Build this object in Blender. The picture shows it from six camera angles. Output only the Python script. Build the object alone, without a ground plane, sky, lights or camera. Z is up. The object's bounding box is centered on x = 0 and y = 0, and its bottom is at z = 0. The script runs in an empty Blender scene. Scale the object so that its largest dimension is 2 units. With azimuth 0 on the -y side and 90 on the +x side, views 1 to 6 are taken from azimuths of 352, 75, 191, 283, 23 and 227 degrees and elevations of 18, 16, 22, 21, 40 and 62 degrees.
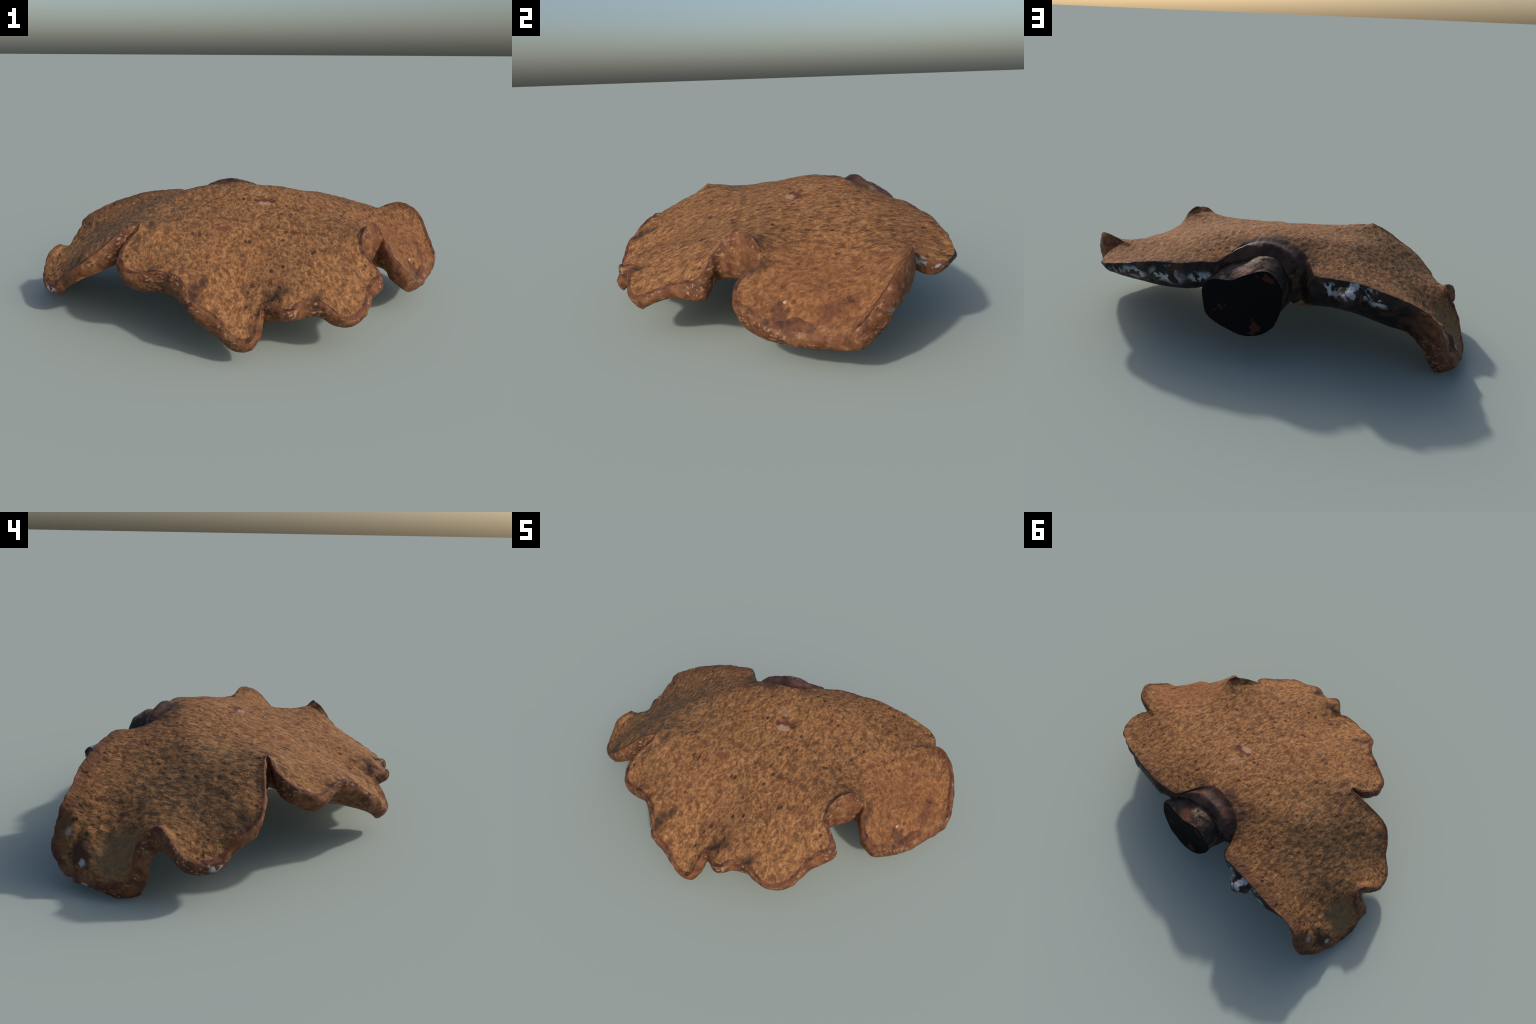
import bpy, bmesh, math, random
import numpy as np
from mathutils import Vector, noise
from mathutils.geometry import delaunay_2d_cdt

random.seed(7)
np.random.seed(7)

# ---------------------------------------------------------------------------
# 1. The margin of the bracket, walked once around the cap.
#    Each station: upper edge (x, y, z), lower edge (x, y, z), outward bulge.
# ---------------------------------------------------------------------------
RIGHT_LOBE = [
    ((.776, .318, .392), (.725, .342, .325), .000),
    ((.874, .290, .424), (.874, .285, .278), .012),
    ((.946, .206, .384), (.955, .190, .235), .016),
    ((.972, .122, .290), (.980, .120, .165), .016),
    ((.982, .045, .205), (.972, .055, .118), .012),
    ((.948, .000, .165), (.950, .020, .112), .012),
    ((.870, -.100, .160), (.885, -.085, .105), .012),
    ((.805, -.195, .165), (.812, -.180, .110), .012),
    ((.750, -.262, .193), (.750, -.225, .110), .012),
    ((.700, -.310, .243), (.695, -.282, .150), .012),
    ((.656, -.298, .284), (.642, -.268, .190), .012),
    ((.622, -.255, .325), (.615, -.235, .235), .010),
    ((.616, -.190, .385), (.585, -.180, .250), .010),
    ((.560, -.215, .452), (.540, -.245, .272), .012),
    ((.492, -.280, .432), (.485, -.292, .265), .010),
]
FRONT_LOBES = [
    ((.478, -.325, .370), (.480, -.325, .258), .012),
    ((.537, -.408, .278), (.552, -.388, .205), .010),
    ((.492, -.462, .262), (.510, -.462, .206), .010),
    ((.460, -.510, .248), (.470, -.508, .203), .010),
    ((.408, -.608, .202), (.408, -.596, .158), .010),
    ((.340, -.650, .175), (.350, -.610, .128), .010),
    ((.285, -.660, .205), (.280, -.625, .145), .010),
    ((.215, -.640, .258), (.210, -.625, .195), .010),
    ((.145, -.632, .242), (.140, -.622, .180), .010),
    ((.088, -.680, .242), (.088, -.672, .196), .010),
    ((.030, -.640, .242), (.030, -.630, .180), .006),
    ((-.008, -.606, .250), (.000, -.600, .170), .000),
    ((-.022, -.640, .205), (-.010, -.636, .135), .008),
    ((-.062, -.692, .128), (-.062, -.668, .078), .008),
    ((-.118, -.686, .122), (-.130, -.645, .074), .008),
    ((-.200, -.640, .218), (-.192, -.612, .126), .016),
    ((-.272, -.610, .265), (-.262, -.590, .176), .020),
    ((-.335, -.515, .342), (-.305, -.520, .210), .020),
]
LEFT_LOBES = [
    ((-.410, -.470, .352), (-.360, -.430, .236), .020),
    ((-.485, -.440, .335), (-.475, -.405, .245), .022),
    ((-.538, -.410, .335), (-.520, -.385, .255), .018),
    ((-.570, -.318, .372), (-.562, -.310, .290), .012),
    ((-.530, -.222, .425), (-.522, -.232, .325), .006),
    ((-.481, -.174, .475), (-.470, -.195, .345), .000),
    ((-.560, -.182, .440), (-.550, -.180, .320), .006),
    ((-.650, -.208, .372), (-.645, -.195, .270), .010),
    ((-.738, -.215, .312), (-.738, -.200, .235), .010),
    ((-.790, -.180, .272), (-.788, -.165, .205), .010),
    ((-.830, -.128, .235), (-.825, -.115, .165), .008),
    ((-.868, -.105, .182), (-.862, -.090, .125), .008),
    ((-.918, -.060, .172), (-.918, -.045, .125), .008),
    ((-.945, .030, .195), (-.945, .035, .140), .010),
    ((-.922, .110, .278), (-.935, .105, .200), .010),
    ((-.888, .160, .292), (-.905, .150, .195), .008),
]
HANGING_LOBE = [
    ((-.912, .212, .260), (-.940, .165, .172), .006),
    ((-.942, .226, .205), (-.970, .172, .125), .006),
    ((-.978, .235, .120), (-.985, .185, .065), .006),
    ((-.998, .280, .058), (-.958, .243, .002), .006),
    ((-1.000, .335, .052), (-.972, .308, .000), .006),
    ((-.985, .430, .052), (-.935, .420, .002), .006),
    ((-.958, .522, .060), (-.900, .520, .004), .008),
    ((-.908, .606, .100), (-.850, .560, .028), .010),
    ((-.870, .626, .180), (-.820, .585, .090), .010),
    ((-.828, .602, .300), (-.770, .560, .150), .012),
    ((-.755, .595, .352), (-.715, .540, .195), .012),
]
BACK_LEFT = [
    ((-.650, .610, .395), (-.630, .520, .205), .040),
    ((-.560, .612, .422), (-.540, .510, .226), .050),
    ((-.480, .612, .442), (-.470, .500, .240), .055),
    ((-.370, .614, .452), (-.370, .500, .255), .055),
    ((-.285, .610, .455), (-.285, .478, .245), .045),
    ((-.256, .535, .458), (-.212, .470, .235), .020),
]
COLLAR = [
    ((-.225, .460, .480), (-.160, .520, .270), .026),
    ((-.180, .425, .503), (-.125, .530, .380), .034),
    ((-.105, .395, .523), (-.080, .520, .420), .034),
    ((-.026, .388, .533), (-.020, .520, .430), .036),
    ((.050, .400, .523), (.050, .525, .420), .030),
    ((.118, .475, .492), (.120, .545, .395), .012),
]
BACK_RIGHT = [
    ((.185, .562, .450), (.200, .560, .335), .024),
    ((.270, .585, .447), (.270, .560, .305), .040),
    ((.375, .592, .430), (.375, .550, .285), .042),
    ((.480, .586, .425), (.475, .540, .282), .036),
    ((.600, .570, .400), (.595, .530, .290), .026),
    ((.708, .547, .372), (.695, .520, .298), .016),
    ((.795, .500, .350), (.780, .480, .302), .010),
    ((.835, .422, .340), (.812, .418, .290), .010),
    ((.805, .350, .372), (.775, .368, .296), .004),
]
SECTIONS = [("margin", RIGHT_LOBE), ("margin", FRONT_LOBES), ("margin", LEFT_LOBES),
            ("margin", HANGING_LOBE), ("back", BACK_LEFT), ("collar", COLLAR), ("back", BACK_RIGHT)]

# Heights of the upper face at places inside the margin (x, y, z)
UPPER = [
    (.109, .097, .483), (.008, .125, .499), (.237, .366, .505), (-.205, .331, .522),
    (-.032, -.487, .278), (.482, .049, .417), (.383, -.069, .429), (.201, -.190, .410),
    (-.226, -.208, .421), (.684, .404, .388), (-.118, -.164, .432), (-.157, -.294, .391),
    (-.329, .083, .465), (-.438, .365, .445), (-.516, .260, .416), (-.478, .410, .430),
    (-.737, .253, .311), (-.457, .168, .459), (-.444, -.162, .473), (-.40, -.05, .455), (-.48, -.08, .458), (-.39, -.19, .450), (.72, .24, .388), (.70, -.08, .318), (-.771, -.150, .305),
    (.840, -.126, .198), (.948, .093, .250), (-.262, -.575, .275), (-.220, -.487, .322),
    (-.838, .360, .217), (-.848, .458, .231), (-.847, .530, .261), (-.799, .467, .266),
    (-.945, .470, .125), (-.882, .545, .212), (-.886, .399, .168), (-.862, .500, .216), (.085, -.600, .285), (.650, -.265, .305),
    (.773, -.146, .242), (.784, .108, .322), (.573, .024, .387), (.823, .221, .368), (.883, .215, .375),
    (.759, .028, .311), (.902, -.026, .200), (-.60, .00, .410), (-.70, .05, .340), (-.56, -.08, .435),
    (-.65, -.10, .385), (-.42, -.30, .400), (.074, .197, .515), (-.80, .03, .280),
]
# Heights of the pore-bearing underside
UNDER = [
    (0.0, .10, .275), (.30, .10, .265), (-.30, .10, .275), (0.0, -.25, .240), (.35, -.25, .225),
    (.55, .15, .240), (.75, .10, .200), (-.30, -.25, .250), (-.55, .15, .240), (-.70, .10, .195),
    (0.0, -.45, .165), (.30, -.45, .175), (-.16, -.50, .140), (-.40, -.36, .225), (.50, -.14, .215), (.30, .40, .265), (-.30, .40, .262),
    (-.70, .40, .165), (-.80, .45, .130), (.60, .38, .255), (.78, -.10, .150), (.90, .05, .130),
    (-.80, .00, .165),
]

STEP = 0.021          # spacing of the modelling mesh
LIP = 0.015           # width of the rolled lip that belongs to the margin
BAND_ROWS = 6


def spline(points, per):
    """closed centripetal Catmull-Rom through the points, `per` samples per span"""
    P = np.array(points, float)
    n = len(P)
    out = []
    for i in range(n):
        p0, p1, p2, p3 = P[i - 1], P[i], P[(i + 1) % n], P[(i + 2) % n]
        d1, d2, d3 = [max(np.linalg.norm(b - a) ** .5, 1e-4) for a, b in ((p0, p1), (p1, p2), (p2, p3))]
        m1 = d2 * ((p1 - p0) / d1 - (p2 - p0) / (d1 + d2) + (p2 - p1) / d2)
        m2 = d2 * ((p2 - p1) / d2 - (p3 - p1) / (d2 + d3) + (p3 - p2) / d3)
        for t in np.arange(per[i]) / per[i]:
            h = (2 * t**3 - 3 * t**2 + 1, t**3 - 2 * t**2 + t, -2 * t**3 + 3 * t**2, t**3 - t**2)
            out.append(h[0] * p1 + h[1] * m1 + h[2] * p2 + h[3] * m2)
    return np.array(out)


def margin_loops():
    top, low, bulge, kind = [], [], [], []
    for name, stations in SECTIONS:
        for t, b, w in stations:
            top.append(t), low.append(b), bulge.append((w,)), kind.append(name)
    n = len(top)
    per = [max(1, round(np.linalg.norm(np.subtract(top[(i + 1) % n], top[i])) / STEP)) for i in range(n)]
    kinds = [k for k, m in zip(kind, per) for _ in range(m)]
    return spline(top, per), spline(low, per), np.clip(spline(bulge, per)[:, 0], 0, None), kinds


def inside(poly, pts):
    x, y = pts[:, 0], pts[:, 1]
    hit = np.zeros(len(pts), bool)
    for (x1, y1), (x2, y2) in zip(poly, np.roll(poly, -1, 0)):
        if y1 != y2:
            hit ^= ((y1 > y) != (y2 > y)) & (x < (x2 - x1) * (y - y1) / (y2 - y1) + x1)
    return hit


def edge_distance(poly, pts):
    best = np.full(len(pts), 9.0)
    for a, b in zip(poly, np.roll(poly, -1, 0)):
        ab = b - a
        t = np.clip(((pts - a) @ ab) / (ab @ ab), 0, 1)
        best = np.minimum(best, np.linalg.norm(pts - a - t[:, None] * ab, axis=1))
    return best


def outward(loop):
    d = np.roll(loop, -1, 0)[:, :2] - np.roll(loop, 1, 0)[:, :2]
    d /= np.linalg.norm(d, axis=1)[:, None] + 1e-9
    area = np.sum(loop[:, 0] * np.roll(loop[:, 1], -1) - np.roll(loop[:, 0], -1) * loop[:, 1])
    n = np.stack([d[:, 1], -d[:, 0]], 1) * np.sign(area)
    return (n + np.roll(n, 1, 0) + np.roll(n, -1, 0)) / 3


def plan_mesh(loop):
    poly = loop[:, :2]
    inset = poly - outward(loop) * LIP
    inset = inset[inside(poly, inset) & (edge_distance(poly, inset) > LIP * .85)]
    keep = []
    for p in inset:
        if all((p - q) @ (p - q) > (STEP * .45) ** 2 for q in keep):
            keep.append(p)
    inset = np.array(keep)
    gx, gy = np.meshgrid(np.arange(-1.1, 1.1, STEP), np.arange(-.8, .8, STEP * .866))
    gx = gx + (np.arange(gx.shape[0]) % 2)[:, None] * STEP / 2
    grid = np.stack([gx.ravel(), gy.ravel()], 1)
    grid = grid[inside(poly, grid)]
    grid = grid[edge_distance(poly, grid) > LIP + STEP * .55]
    pts = np.vstack([poly, inset, grid])
    n = len(poly)
    edges = [(i, (i + 1) % n) for i in range(n)]
    res = delaunay_2d_cdt([Vector(p) for p in pts], edges, [], 1, 1e-6)
    v = np.array([tuple(p) for p in res[0]])
    tri = np.array([f for f in res[2] if len(f) == 3])
    assert len(v) == len(pts) and np.abs(v - pts).max() < 1e-4
    return pts, tri, n, n + len(inset)


def cotan(pts, tri):
    """cotangent weights of the plan mesh as (rows, columns, weights) and vertex areas"""
    n = len(pts)
    area, ii, jj, ww = np.zeros(n), [], [], []
    for k in range(3):
        i, j, o = tri[:, k], tri[:, (k + 1) % 3], tri[:, (k + 2) % 3]
        a, b = pts[i] - pts[o], pts[j] - pts[o]
        cr = np.abs(a[:, 0] * b[:, 1] - a[:, 1] * b[:, 0]) + 1e-9
        c = np.clip((a * b).sum(1) / cr, -.2, 6) / 2
        ii += [i, j]
        jj += [j, i]
        ww += [c, c]
        for v in (i, j, o):
            np.add.at(area, v, cr / 6)
    return (np.concatenate(ii), np.concatenate(jj), np.concatenate(ww)), area


def laplace(L, z):
    i, j, w = L
    return np.bincount(i, w * (z[j] - z[i]), len(z))


def conjugate(apply, rhs, diag, steps, x):
    """plain preconditioned conjugate gradients"""
    r = rhs - apply(x)
    y = r / diag
    p, ry = y.copy(), r @ y
    first = ry + 1e-30
    for _ in range(steps):
        q = apply(p)
        a = ry / (p @ q)
        x = x + a * p
        r = r - a * q
        y = r / diag
        new = r @ y
        if new < 1e-14 * first:
            break
        p = y + p * (new / ry)
        ry = new
    return x


def locate(pts, tri, q):
    a, b, c = pts[tri[:, 0]], pts[tri[:, 1]], pts[tri[:, 2]]
    d = (b[:, 0] - a[:, 0]) * (c[:, 1] - a[:, 1]) - (b[:, 1] - a[:, 1]) * (c[:, 0] - a[:, 0])
    u = ((q[0] - a[:, 0]) * (c[:, 1] - a[:, 1]) - (q[1] - a[:, 1]) * (c[:, 0] - a[:, 0])) / d
    v = ((b[:, 0] - a[:, 0]) * (q[1] - a[:, 1]) - (b[:, 1] - a[:, 1]) * (q[0] - a[:, 0])) / d
    m = np.minimum(np.minimum(u, v), 1 - u - v)
    k = int(m.argmax())
    return tri[k], np.clip([1 - u[k] - v[k], u[k], v[k]], 0, 1)


def harmonic(L, nb, edge):
    n = int(L[0].max()) + 1
    free = np.arange(n) >= nb
    z0 = np.zeros(n)
    z0[:nb] = edge

    def apply(x):
        return np.where(free, -laplace(L, np.where(free, x, 0)), 0)
    diag = np.bincount(L[0], L[2], n)
    x = conjugate(apply, np.where(free, laplace(L, z0), 0), np.where(free, diag, 1), 600, np.zeros(n))
    return np.where(free, x, z0)


def bend(pts, tri, nb, edge_z, marks, L, area, stiff=60.0):
    """stretch a springy plate over the margin and through the marked heights"""
    n = len(pts)
    free = np.arange(n) >= nb
    inv = np.where(free, STEP ** 2 / area, 0)
    hold = [(*locate(pts, tri, (x, y)), z) for x, y, z in marks]

    def full(x):
        y = laplace(L, inv * laplace(L, x))
        for ids, w, _ in hold:
            y[ids] += stiff * w * (w @ x[ids])
        return y

    z = harmonic(L, nb, edge_z)
    f = np.zeros(n)
    for ids, w, h in hold:
        f[ids] += stiff * w * h
    z0 = np.where(free, 0, z)
    i, j, w = L
    deg = np.bincount(i, w, n)
    diag = deg ** 2 * inv + np.bincount(i, w * w * inv[j], n)
    for ids, b, _ in hold:
        diag[ids] += stiff * b * b
    x = conjugate(lambda v: np.where(free, full(np.where(free, v, 0)), 0), np.where(free, f - full(z0), 0),
                  np.where(free, diag, 1), 2500, np.where(free, z, 0))
    return np.where(free, x, z0)


def build_cap():
    top, low, bulge, kinds = margin_loops()
    pts, tri, nb, ninset = plan_mesh(top)
    L, area = cotan(pts, tri)
    z_up = bend(pts, tri, nb, top[:, 2], UPPER, L, area)
    d_edge = edge_distance(top[:, :2], pts)
    nearest = np.array([((top[:, :2] - q) ** 2).sum(1).argmin() for q in pts])
    rolled = np.array([kinds[k] == "margin" for k in nearest], float)
    z_up -= rolled * .0075 * np.exp(-((d_edge - .034) / .013) ** 2)      # groove inside the rolled lip
    z_lo = bend(pts, tri, nb, low[:, 2], UNDER, L, area)
    d = low[:, :2] - top[:, :2]
    shift = np.column_stack([harmonic(L, nb, d[:, 0]), harmonic(L, nb, d[:, 1])])
    upper = np.column_stack([pts, z_up])
    under = np.column_stack([pts + shift, np.minimum(z_lo, z_up - .035)])
    under[:nb] = low
    out = outward(top)
    bm = bmesh.new()
    region = bm.faces.layers.int.new("region")
    vu = [bm.verts.new(p) for p in upper]
    vl = [bm.verts.new(p) for p in under]
    rows = [vu[:nb]]
    for r in range(1, BAND_ROWS):
        s = r / BAND_ROWS
        ring = top * (1 - s) + low * s
        ring[:, :2] += out * (bulge * math.sin(math.pi * s) ** .7)[:, None]
        lift = np.array([.05 if k == "collar" else 0 for k in kinds])
        ring[:, 2] += lift * (math.sin(math.pi * s) - (.55 if r == 1 else 0.0))
        rows.append([bm.verts.new(p) for p in ring])
    rows.append(vl[:nb])
    code = {"margin": 1, "back": 2, "collar": 3}
    for t in tri:
        q = pts[t].mean(0)
        f = bm.faces.new([vu[i] for i in t])
        lip = all(i < ninset for i in t)
        near = int(((top[:, :2] - q) ** 2).sum(1).argmin())
        f[region] = 5 if lip and kinds[near] == "margin" else 0
        g = bm.faces.new([vl[i] for i in reversed(t)])
        g[region] = 4
    for r in range(BAND_ROWS):
        for i in range(nb):
            j = (i + 1) % nb
            f = bm.faces.new((rows[r][i], rows[r][j], rows[r + 1][j], rows[r + 1][i]))
            f[region] = code[kinds[i]]
    crease = bm.edges.layers.float.new("crease_edge")
    for ring, sharp in ((rows[0], .45), (rows[-1], .55)):
        for i in range(nb):
            bm.edges.get((ring[i], ring[(i + 1) % nb]))[crease] = sharp
    bmesh.ops.recalc_face_normals(bm, faces=bm.faces)
    me = bpy.data.meshes.new("cap")
    bm.to_mesh(me)
    bm.free()
    ob = bpy.data.objects.new("cap", me)
    bpy.context.scene.collection.objects.link(ob)
    sub = ob.modifiers.new("smooth", "SUBSURF")
    sub.levels = sub.render_levels = 2
    dg = bpy.context.evaluated_depsgraph_get()
    fine = bpy.data.meshes.new_from_object(ob.evaluated_get(dg))
    bpy.data.objects.remove(ob)
    return fine


# creases and hollows pressed into the skin: (x, y, z), radius, depth
DENTS = [
    ((-.284, -.580, .270), .026, .010), ((-.272, -.548, .288), .026, .010), ((-.262, -.518, .305), .026, .007),
    ((-.230, -.505, .312), .018, .006), ((-.224, -.480, .324), .018, .005), ((-.432, -.165, .475), .026, .012),
    ((.000, -.575, .265), .030, .014), ((.035, -.585, .270), .026, .010), ((.085, -.585, .280), .024, .008), ((.205, -.600, .265), .028, .010),
    ((-.772, -.150, .300), .040, .012), ((-.800, .520, .290), .034, .014), ((-.850, .565, .240), .026, .012), ((-.870, .462, .215), .020, -.009), ((-.912, .468, .165), .020, -.009), ((-.842, .362, .218), .020, -.006),
    ((-.905, .540, .150), .028, .012), ((.885, -.030, .205), .028, .007), ((.845, -.095, .205), .028, .007), ((.800, -.155, .205), .028, .007),
    ((.918, .030, .212), .028, .007), ((.632, -.225, .340), .026, .008), ((.640, -.270, .305), .022, .006), ((.690, .400, .388), .020, .006),
    ((.740, .335, .385), .024, .010), ((.105, .105, .484), .030, .003), ((-.370, -.470, .350), .030, .006), ((.440, -.470, .262), .030, .006),
    ((.520, -.360, .330), .026, .006), ((-.640, -.170, .380), .030, .006), ((.320, -.600, .205), .026, .005), ((-.150, -.620, .185), .022, -.006),
]


def roughen(me):
    """fibrous pits and low lumps of the dried skin, pushed along the normals"""
    n = len(me.vertices)
    co = np.empty(n * 3)
    me.vertices.foreach_get("co", co)
    co = co.reshape(-1, 3)
    nor = np.empty(n * 3)
    me.vertices.foreach_get("normal", nor)
    nor = nor.reshape(-1, 3)
    for i in range(n):
        x, y, z = co[i]
        lump = noise.noise((x * 9, y * 9, z * 9)) * .0025
        pit = noise.noise((x * 52, y * 34 + 5, z * 44)) * .0026
        up = max(0.0, nor[i][2])
        fold = (abs(noise.noise((x * 14, y * 14, z * 22 + 3))) - .25) * (.018 if y > .45 else .010) * (1 - up) if nor[i][2] > -.7 else 0.0
        co[i] += nor[i] * (lump + pit * (.5 + .5 * up) + fold)
    rng = random.Random(11)
    holes = []
    top_faces = [i for i in range(n) if nor[i][2] > .75 and co[i][2] > .15]
    for _ in range(260):
        holes.append((tuple(co[rng.choice(top_faces)]), rng.uniform(.007, .013), rng.uniform(.002, .0045)))
    for at, r, depth in DENTS + holes:
        d2 = ((co - np.array(at)) ** 2).sum(1)
        k = np.exp(-d2 / (r * r)) * depth * np.clip(nor[:, 2] * 2, 0, 1)
        co -= nor * k[:, None]
    me.vertices.foreach_set("co", co.ravel())
    me.update()


def split_regions(me, names):
    """one smooth skin, separated by region; border vertices coincide and keep its normals"""
    reg = np.array([a.value for a in me.attributes["region"].data])
    nv = len(me.vertices)
    co = np.empty(nv * 3)
    me.vertices.foreach_get("co", co)
    co = co.reshape(-1, 3)
    nor = np.empty(nv * 3)
    me.vertices.foreach_get("normal", nor)
    nor = nor.reshape(-1, 3)
    faces = [tuple(p.vertices) for p in me.polygons]
    parts = {}
    for key, name in names.items():
        mine = [f for f, r in zip(faces, reg) if r == key]
        if not mine:
            continue
        used = sorted({i for f in mine for i in f})
        new = {o: k for k, o in enumerate(used)}
        m = bpy.data.meshes.new(name)
        m.from_pydata([tuple(co[i]) for i in used], [], [[new[i] for i in f] for f in mine])
        m.polygons.foreach_set("use_smooth", [True] * len(mine))
        m.normals_split_custom_set_from_vertices([tuple(nor[i]) for i in used])
        parts[key] = m
    return parts


# ---------------------------------------------------------------------------
# 2. Stem stub with its flat cut end, and the small lump behind
# ---------------------------------------------------------------------------
CUT = [(.030, .632, .430), (.098, .630, .396), (.200, .628, .385), (.236, .633, .345), (.228, .650, .280),
       (.209, .663, .225), (.108, .685, .176), (.020, .684, .148), (-.063, .667, .160), (-.106, .640, .194),
       (-.136, .620, .280), (-.128, .620, .390), (-.062, .615, .450)]
MID = [(.010, .560, .478), (.070, .560, .455), (.170, .570, .420), (.215, .570, .360), (.210, .575, .290),
       (.190, .580, .240), (.105, .580, .200), (.020, .570, .185), (-.060, .560, .200), (-.105, .530, .225),
       (-.162, .525, .290), (-.150, .520, .405), (-.066, .545, .484)]
ROOT = [(.010, .450, .470), (.060, .450, .450), (.150, .450, .420), (.190, .450, .360), (.190, .450, .300),
        (.170, .450, .260), (.100, .440, .240), (.010, .430, .235), (-.060, .430, .240), (-.110, .420, .260),
        (-.190, .430, .300), (-.180, .440, .390), (-.060, .450, .460)]


def build_stem():
    n = len(CUT)
    per = [5] * n
    rings = [spline(r, per) for r in (ROOT, MID, CUT)]
    m = len(rings[0])
    bm = bmesh.new()
    rows = []
    for a, b, k in ((0, 1, 6), (1, 2, 7)):
        for s in range(k + (b == 2)):
            t = s / k
            ring = rings[a] * (1 - t) + rings[b] * t
            if b == 2 and t == 1:
                rows.append([bm.verts.new(p) for p in ring])
                continue
            c = ring.mean(0)
            row = []
            for p in ring:
                w = .017 * noise.noise((p[0] * 16, p[1] * 9, p[2] * 16)) + .004 * noise.noise(tuple(p * 40))
                row.append(bm.verts.new(p + (p - c) / np.linalg.norm(p - c) * w))
            rows.append(row)
    for r0, r1 in zip(rows, rows[1:]):
        for i in range(m):
            j = (i + 1) % m
            bm.faces.new((r0[i], r0[j], r1[j], r1[i]))
    side = bpy.data.meshes.new("stem")
    c = rings[2].mean(0)
    cut = bmesh.new()
    prev = [cut.verts.new(p) for p in rings[2]]
    for s in (.985, .93, .8, .6, .4, .2):
        row = []
        for p in rings[2]:
            q = c + (p - c) * s
            q[1] += .004 + .012 * (1 - s) + .004 * noise.noise((q[0] * 18, q[1] * 18, q[2] * 18))
            row.append(cut.verts.new(q))
        for i in range(m):
            j = (i + 1) % m
            cut.faces.new((prev[i], prev[j], row[j], row[i]))
        prev = row
    cut.faces.new(prev)
    cutm = bpy.data.meshes.new("cut_face")
    for b, me in ((bm, side), (cut, cutm)):
        bmesh.ops.recalc_face_normals(b, faces=b.faces)
        if me is cutm and sum(f.normal.y for f in b.faces) < 0:
            bmesh.ops.reverse_faces(b, faces=b.faces)
        for f in b.faces:
            f.smooth = True
        b.to_mesh(me)
        b.free()
    return side, cutm


def build_lump():
    bm = bmesh.new()
    bmesh.ops.create_icosphere(bm, subdivisions=4, radius=1)
    for v in bm.verts:
        p = v.co.copy()
        k = 1 + .18 * noise.noise(p * 1.7) + .06 * noise.noise(p * 5)
        v.co = Vector((-.434 + p.x * .066 * k, .624 + p.y * .060 * k, .380 + p.z * .052 * k - .12 * p.x * .06))
    for f in bm.faces:
        f.smooth = True
    me = bpy.data.meshes.new("lump")
    bm.to_mesh(me)
    bm.free()
    return me


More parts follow.
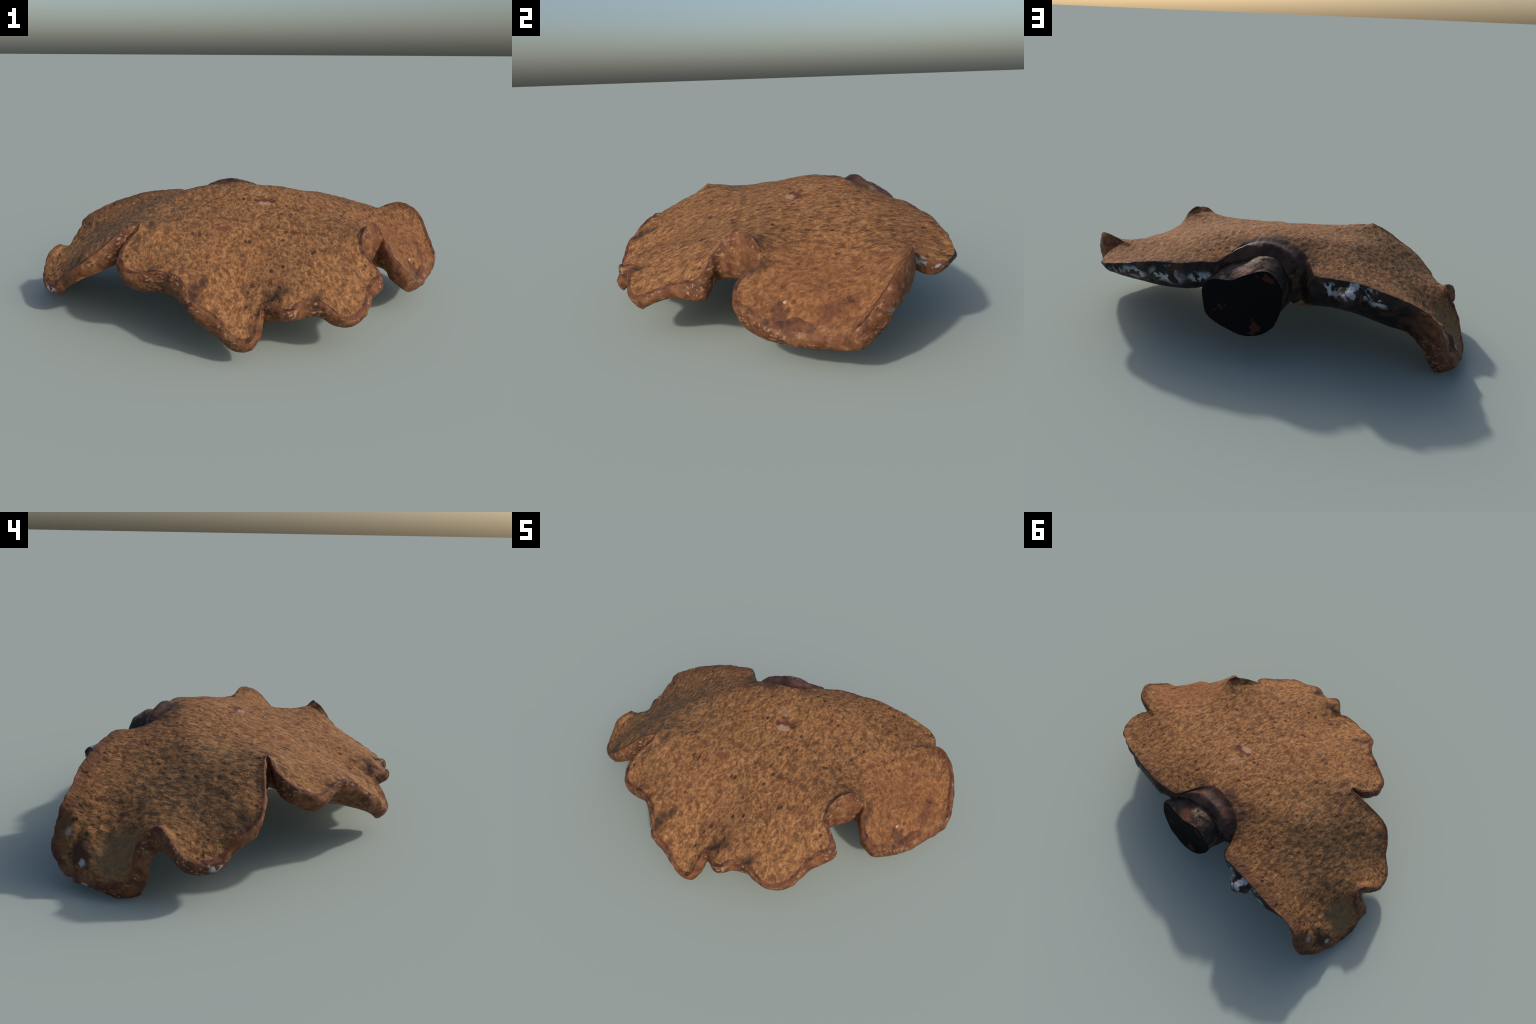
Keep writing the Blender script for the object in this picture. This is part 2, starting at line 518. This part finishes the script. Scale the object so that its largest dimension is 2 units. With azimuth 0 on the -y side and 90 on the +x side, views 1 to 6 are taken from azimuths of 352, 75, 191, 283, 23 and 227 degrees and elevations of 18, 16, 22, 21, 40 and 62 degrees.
# ---------------------------------------------------------------------------
# 3. Materials
# ---------------------------------------------------------------------------
class Nodes:
    def __init__(self, name, rough=.75, spec=.25):
        self.mat = bpy.data.materials.new(name)
        self.mat.use_nodes = True
        self.t = self.mat.node_tree
        self.bsdf = self.t.nodes["Principled BSDF"]
        self.bsdf.inputs["Roughness"].default_value = rough
        self.bsdf.inputs["Specular IOR Level"].default_value = spec
        self.co = self.t.nodes.new("ShaderNodeTexCoord").outputs["Object"]

    def n(self, kind, **inputs):
        node = self.t.nodes.new(kind)
        for k, v in inputs.items():
            k = k.replace("_", " ")
            if isinstance(v, bpy.types.NodeSocket):
                self.t.links.new(v, node.inputs[k])
            else:
                node.inputs[k].default_value = v
        return node

    def map(self, scale=(1, 1, 1), rot=(0, 0, 0), loc=(0, 0, 0), src=None):
        return self.n("ShaderNodeMapping", Vector=src or self.co, Scale=scale, Rotation=rot, Location=loc).outputs[0]

    def noise(self, scale, detail=3., rough=.55, vec=None, distortion=0.):
        return self.n("ShaderNodeTexNoise", Vector=vec or self.co, Scale=scale, Detail=detail, Roughness=rough, Distortion=distortion).outputs["Fac"]

    def ramp(self, fac, a, b, smooth=True):
        node = self.n("ShaderNodeMapRange", Value=fac)
        node.interpolation_type = "SMOOTHSTEP" if smooth else "LINEAR"
        node.inputs["From Min"].default_value = a
        node.inputs["From Max"].default_value = b
        return node.outputs[0]

    def math(self, op, a, b=0.0):
        node = self.t.nodes.new("ShaderNodeMath")
        node.operation = op
        for i, v in enumerate((a, b)):
            if isinstance(v, bpy.types.NodeSocket):
                self.t.links.new(v, node.inputs[i])
            else:
                node.inputs[i].default_value = v
        return node.outputs[0]

    def mul(self, *a):
        r = a[0]
        for b in a[1:]:
            r = self.math("MULTIPLY", r, b)
        return r

    def mix(self, fac, a, b):
        node = self.t.nodes.new("ShaderNodeMix")
        node.data_type = "RGBA"
        for i, v in ((0, fac), (6, a), (7, b)):
            if isinstance(v, bpy.types.NodeSocket):
                self.t.links.new(v, node.inputs[i])
            else:
                node.inputs[i].default_value = (*v, 1) if i else v
        return node.outputs[2]

    def spot(self, at, radius, soft=.5, wobble=.3, wscale=30., stretch=(1, 1, 1)):
        """mask: 1 near a place on the object, with a ragged border"""
        v = self.n("ShaderNodeVectorMath", Vector=self.co)
        v.operation = "SUBTRACT"
        v.inputs[1].default_value = at
        s = self.t.nodes.new("ShaderNodeVectorMath")
        s.operation = "MULTIPLY"
        self.t.links.new(v.outputs[0], s.inputs[0])
        s.inputs[1].default_value = stretch
        d = self.t.nodes.new("ShaderNodeVectorMath")
        d.operation = "LENGTH"
        self.t.links.new(s.outputs[0], d.inputs[0])
        w = self.math("MULTIPLY", self.math("SUBTRACT", self.noise(wscale, 3), .5), radius * wobble * 2)
        dist = self.math("ADD", d.outputs["Value"], w)
        return self.math("SUBTRACT", 1.0, self.ramp(dist, radius * (1 - soft), radius * (1 + soft * .2)))

    def finish(self, colour, height=None, strength=.4, distance=.01):
        self.t.links.new(colour, self.bsdf.inputs["Base Color"])
        if height is not None:
            b = self.n("ShaderNodeBump", Height=height, Strength=strength, Distance=distance)
            self.t.links.new(b.outputs[0], self.bsdf.inputs["Normal"])
        return self.mat


NEAR_BLACK = (.012, .010, .009)


def grain_space(m):
    """coordinates squeezed along y, so that the grain runs from the stem to the front"""
    return m.map((1, .60, .8), (0, 0, .12))


def skin_colour(m):
    g = grain_space(m)
    wob = m.n("ShaderNodeTexNoise", Vector=m.co, Scale=7.0, Detail=2.0)
    sh = m.n("ShaderNodeVectorMath", Vector=g)
    sh.operation = "MULTIPLY_ADD"
    m.t.links.new(wob.outputs["Color"], sh.inputs[0])
    sh.inputs[1].default_value = (.03, .03, .03)
    m.t.links.new(g, sh.inputs[2])
    g = sh.outputs[0]
    fine = m.noise(85, 4, .7, g)
    granule = m.noise(40, 3, .6, g, .3)
    broad = m.noise(4.5, 3, .6)
    patch = m.noise(11, 4, .6)
    c = m.mix(m.ramp(fine, .34, .66), (.150, .065, .026), (.342, .164, .066))
    c = m.mix(m.mul(m.ramp(granule, .53, .34), .78), c, (.096, .044, .022))
    c = m.mix(m.mul(m.ramp(granule, .57, .70), .5), c, (.430, .227, .099))
    c = m.mix(m.mul(m.ramp(broad, .50, .74), .30), c, (.190, .080, .036))
    c = m.mix(m.mul(m.ramp(patch, .58, .72), .45), c, (.150, .056, .028))
    cells = m.n("ShaderNodeTexVoronoi", Vector=g, Scale=26.0)
    pit = m.mul(m.math("SUBTRACT", 1.0, m.ramp(cells.outputs["Distance"], .10, .26)), m.ramp(m.noise(6, 2), .45, .55))
    c = m.mix(m.mul(pit, .85), c, (.045, .022, .015))
    left = m.spot((-.60, .10, .40), .45, .8, .5, 6)
    c = m.mix(m.mul(left, m.ramp(granule, .56, .40), .60), c, (.066, .046, .030))
    c = m.mix(m.mul(left, .25), c, (.170, .105, .052))
    height = m.math("SUBTRACT", m.math("ADD", m.mul(granule, .9), m.mul(fine, .35)), m.mul(pit, .25))
    return c, height


def skin_material():
    m = Nodes("dried_skin", .8, .15)
    c, height = skin_colour(m)
    right = m.spot((.80, -.02, .25), .34, .8, .3, 8)
    c = m.mix(m.mul(right, .38), c, (.200, .070, .028))
    dark, rust = (.045, .024, .018), (.135, .048, .026)
    # dark, reddish and pale patches: (where, radius, softness, stretch, colour, strength)
    patches = [
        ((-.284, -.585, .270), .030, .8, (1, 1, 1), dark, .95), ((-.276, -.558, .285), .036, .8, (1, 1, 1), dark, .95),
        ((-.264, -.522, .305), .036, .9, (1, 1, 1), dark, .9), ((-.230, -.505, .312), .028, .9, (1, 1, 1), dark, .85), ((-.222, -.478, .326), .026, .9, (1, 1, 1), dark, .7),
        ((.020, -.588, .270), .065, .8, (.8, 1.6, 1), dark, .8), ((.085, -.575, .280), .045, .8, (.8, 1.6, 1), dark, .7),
        ((.205, -.600, .265), .048, .8, (1, 1, 1), dark, .7), ((-.775, -.150, .300), .070, .8, (.9, 1.3, 1), (.070, .045, .028), .8),
        ((-.432, -.162, .473), .040, .8, (1.4, .8, 1), dark, .8), ((-.800, .525, .300), .050, .9, (1.4, .8, 1), dark, .7),
        ((.880, .020, .225), .090, .9, (1.9, .5, 1), (.085, .034, .022), .6), ((.800, -.175, .190), .100, .9, (.7, 2.4, 1), (.060, .026, .020), .75),
        ((.634, -.235, .330), .075, .9, (2.4, .6, 1), dark, .7), ((.560, -.195, .450), .060, .9, (.7, 1.6, 1), rust, .6),
        ((.690, .395, .388), .020, .8, (1.5, .8, 1), dark, .8), ((.640, .420, .390), .120, 1., (1, 1, 1), rust, .35),
        ((-.205, .331, .522), .036, .6, (.8, 1.6, 1), (.115, .038, .026), .8), ((-.333, .247, .478), .016, .6, (1, 1, 1), (.115, .038, .026), .8),
        ((.008, .125, .499), .013, .5, (1, 1, 1), (.040, .018, .018), .95), ((.237, .366, .505), .013, .5, (1, 1, 1), dark, .95),
        ((.482, .049, .417), .016, .6, (1.4, .8, 1), dark, .9), ((.383, -.069, .429), .016, .6, (.8, 1.4, 1), dark, .9),
        ((-.032, -.487, .278), .017, .6, (1.3, .8, 1), (.060, .020, .016), .9), ((.201, -.190, .410), .020, .6, (.8, 1.3, 1), (.095, .036, .022), .8),
        ((-.226, -.208, .421), .016, .6, (1.6, .7, 1), dark, .8), ((-.118, -.164, .432), .040, .8, (.8, 1.3, 1), (.140, .048, .024), .7),
        ((.118, .118, .484), .050, .6, (.8, 1.6, 1), (.075, .024, .020), .85), ((.072, .112, .490), .022, .6, (1, 1, 1), (.085, .028, .022), .8),
        ((.106, .092, .486), .031, .4, (.8, 1.3, 1), (.360, .230, .150), .75), ((.078, .190, .512), .045, .8, (.8, 1.3, 1), (.380, .240, .145), .3),
        ((.840, -.126, .200), .013, .4, (1.4, .8, 1), (.55, .46, .42), .9), ((.773, -.146, .245), .008, .4, (1, 1, 1), (.45, .38, .32), .8),
        ((-.900, .330, .150), .105, .35, (1, 1, .8), (.185, .130, .068), .6), ((-.915, .480, .150), .070, .5, (1, 1.3, .8), (.050, .028, .020), .9),
        ((-.885, .548, .215), .020, .5, (1, 1, 1), (.42, .40, .42), .8), ((-.950, .462, .120), .020, .5, (1, 1, 1), (.42, .40, .42), .8),
        ((-.080, .370, .530), .060, .9, (.5, 1.4, 1), dark, .8), ((-.185, .400, .505), .060, .9, (1, 1, 1), dark, .8),
        ((.110, .420, .510), .050, .9, (1, 1, 1), dark, .7), ((-.250, .480, .465), .050, .9, (1.4, .6, 1), dark, .6),
    ]
    for at, r, soft, stretch, col, k in patches:
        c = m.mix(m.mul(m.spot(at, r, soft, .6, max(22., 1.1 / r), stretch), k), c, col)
    y = m.n("ShaderNodeSeparateXYZ", Vector=m.co).outputs[1]
    yn = m.math("ADD", y, m.mul(m.math("SUBTRACT", m.noise(16, 3), .5), .09))
    c = m.mix(m.mul(m.ramp(yn, .520, .605), .75), c, (.085, .040, .026))
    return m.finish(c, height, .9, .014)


def rim_material():
    m = Nodes("margin_skin", .65, .18)
    skin, height = skin_colour(m)
    g = m.noise(34, 4, .6)
    c = m.mix(m.ramp(g, .3, .7), (.078, .028, .015), (.195, .076, .032))
    c = m.mix(m.mul(m.ramp(m.noise(12, 3), .42, .60), .35), c, skin)
    c = m.mix(m.mul(m.ramp(m.noise(8, 3), .52, .66), .8), c, (.070, .028, .019))
    speck = m.mul(m.ramp(m.noise(62, 2, .5, m.map((1, 1, 1.6))), .57, .64), m.ramp(m.noise(8, 2), .47, .56))
    c = m.mix(m.mul(speck, .7), c, (.36, .225, .115))
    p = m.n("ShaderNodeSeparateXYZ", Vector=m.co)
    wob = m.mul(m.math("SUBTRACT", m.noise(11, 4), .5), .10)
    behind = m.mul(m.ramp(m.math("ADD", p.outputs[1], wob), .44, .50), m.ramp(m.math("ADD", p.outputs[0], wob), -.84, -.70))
    back_dark = m.mix(m.ramp(m.noise(18, 4), .42, .72), NEAR_BLACK, (.060, .028, .017))
    c = m.mix(behind, c, back_dark)
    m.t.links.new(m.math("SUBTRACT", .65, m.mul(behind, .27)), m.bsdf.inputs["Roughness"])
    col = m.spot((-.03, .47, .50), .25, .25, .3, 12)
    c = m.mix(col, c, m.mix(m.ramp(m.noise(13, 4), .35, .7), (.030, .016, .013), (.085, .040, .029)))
    # chalky grey-white crust in torn-looking sheets along the back
    sheet = m.ramp(m.noise(15, 6, .62, None, .6), .50, .53)
    crust = None
    for at, r in (((-.47, .62, .41), .10), ((-.58, .60, .37), .07), ((-.35, .62, .40), .07), ((.42, .58, .37), .10), ((.25, .59, .38), .07),
                  ((.58, .56, .35), .08), ((-.17, .54, .41), .05), ((.70, .53, .335), .05), ((.80, .345, .345), .05), ((.83, .42, .325), .03),
                  ((-.955, .44, .045), .05), ((-.925, .50, .055), .04), ((-.905, -.075, .150), .035), ((.955, .16, .25), .035), ((.915, .03, .135), .03)):
        k = m.spot(at, r, .6, .5, 20, (1, 1, 2.0))
        crust = k if crust is None else m.math("MAXIMUM", crust, k)
    c = m.mix(m.mul(crust, sheet), c, (.34, .36, .40))  # crust white tinted grey-blue with the light of the sky
    line = m.mul(m.ramp(m.noise(34, 5, .65), .60, .63), m.ramp(m.noise(3.4, 2), .56, .62))
    c = m.mix(m.mul(line, .3), c, (.36, .30, .25))
    return m.finish(c, m.math("ADD", m.mul(g, .7), m.mul(height, .3)), .5, .010)


def lip_material():
    m = Nodes("lip_skin", .7, .18)
    skin, height = skin_colour(m)
    c = m.mix(m.ramp(m.noise(30, 4), .3, .7), (.045, .019, .015), (.150, .056, .026))
    c = m.mix(m.mul(m.ramp(m.noise(9, 3), .46, .68), .7), c, skin)
    return m.finish(c, height, .5, .010)


def pore_material():
    m = Nodes("pore_layer", .85, .15)
    c = m.mix(m.ramp(m.noise(20, 4), .3, .7), (.12, .062, .028), (.24, .145, .070))
    return m.finish(c, m.noise(120, 2), .3, .004)


def stem_material():
    m = Nodes("stem_bark", .6, .3)
    n = m.noise(20, 4)
    c = m.mix(m.ramp(n, .4, .7), (.018, .012, .010), (.085, .045, .028))
    pale = m.spot((-.01, .580, .470), .085, .7, .6, 18)
    c = m.mix(m.mul(pale, m.ramp(m.noise(24, 4, .6), .42, .62)), c, (.300, .195, .110))
    rust = m.spot((.02, .625, .430), .075, .6, .6, 20, (.7, 1, 1.6))
    c = m.mix(m.mul(rust, .8), c, (.130, .042, .022))
    return m.finish(c, m.noise(40, 4), .6, .012)


def cut_material():
    m = Nodes("cut_wood", .7, .08)
    c = m.mix(m.ramp(m.noise(11, 3), .62, .66), (.0035, .0038, .0045), (.050, .019, .012))
    return m.finish(c)


# ---------------------------------------------------------------------------
# 4. Assemble
# ---------------------------------------------------------------------------
root = bpy.data.objects.new("bracket_fungus", None)
bpy.context.scene.collection.objects.link(root)
root["label"] = "dried tan bracket fungus with wavy lobed margin and dark stem stub"
root["category"] = "fungus"


def part(name, me, mat):
    ob = bpy.data.objects.new(name, me)
    bpy.context.scene.collection.objects.link(ob)
    ob.parent = root
    me.materials.append(mat)
    return ob


cap = build_cap()
roughen(cap)
names = {0: "cap_surface", 1: "margin", 2: "back_edge", 3: "stem_collar", 4: "pore_surface", 5: "lip"}
rim = rim_material()
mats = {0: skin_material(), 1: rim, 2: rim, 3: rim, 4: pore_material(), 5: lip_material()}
for key, me in split_regions(cap, names).items():
    part(names[key], me, mats[key])
bpy.data.meshes.remove(cap)
side, cutm = build_stem()
stem = part("stem", side, stem_material())
cut_face = part("cut_face", cutm, cut_material())
cut_face.parent = stem
part("lump", build_lump(), rim)
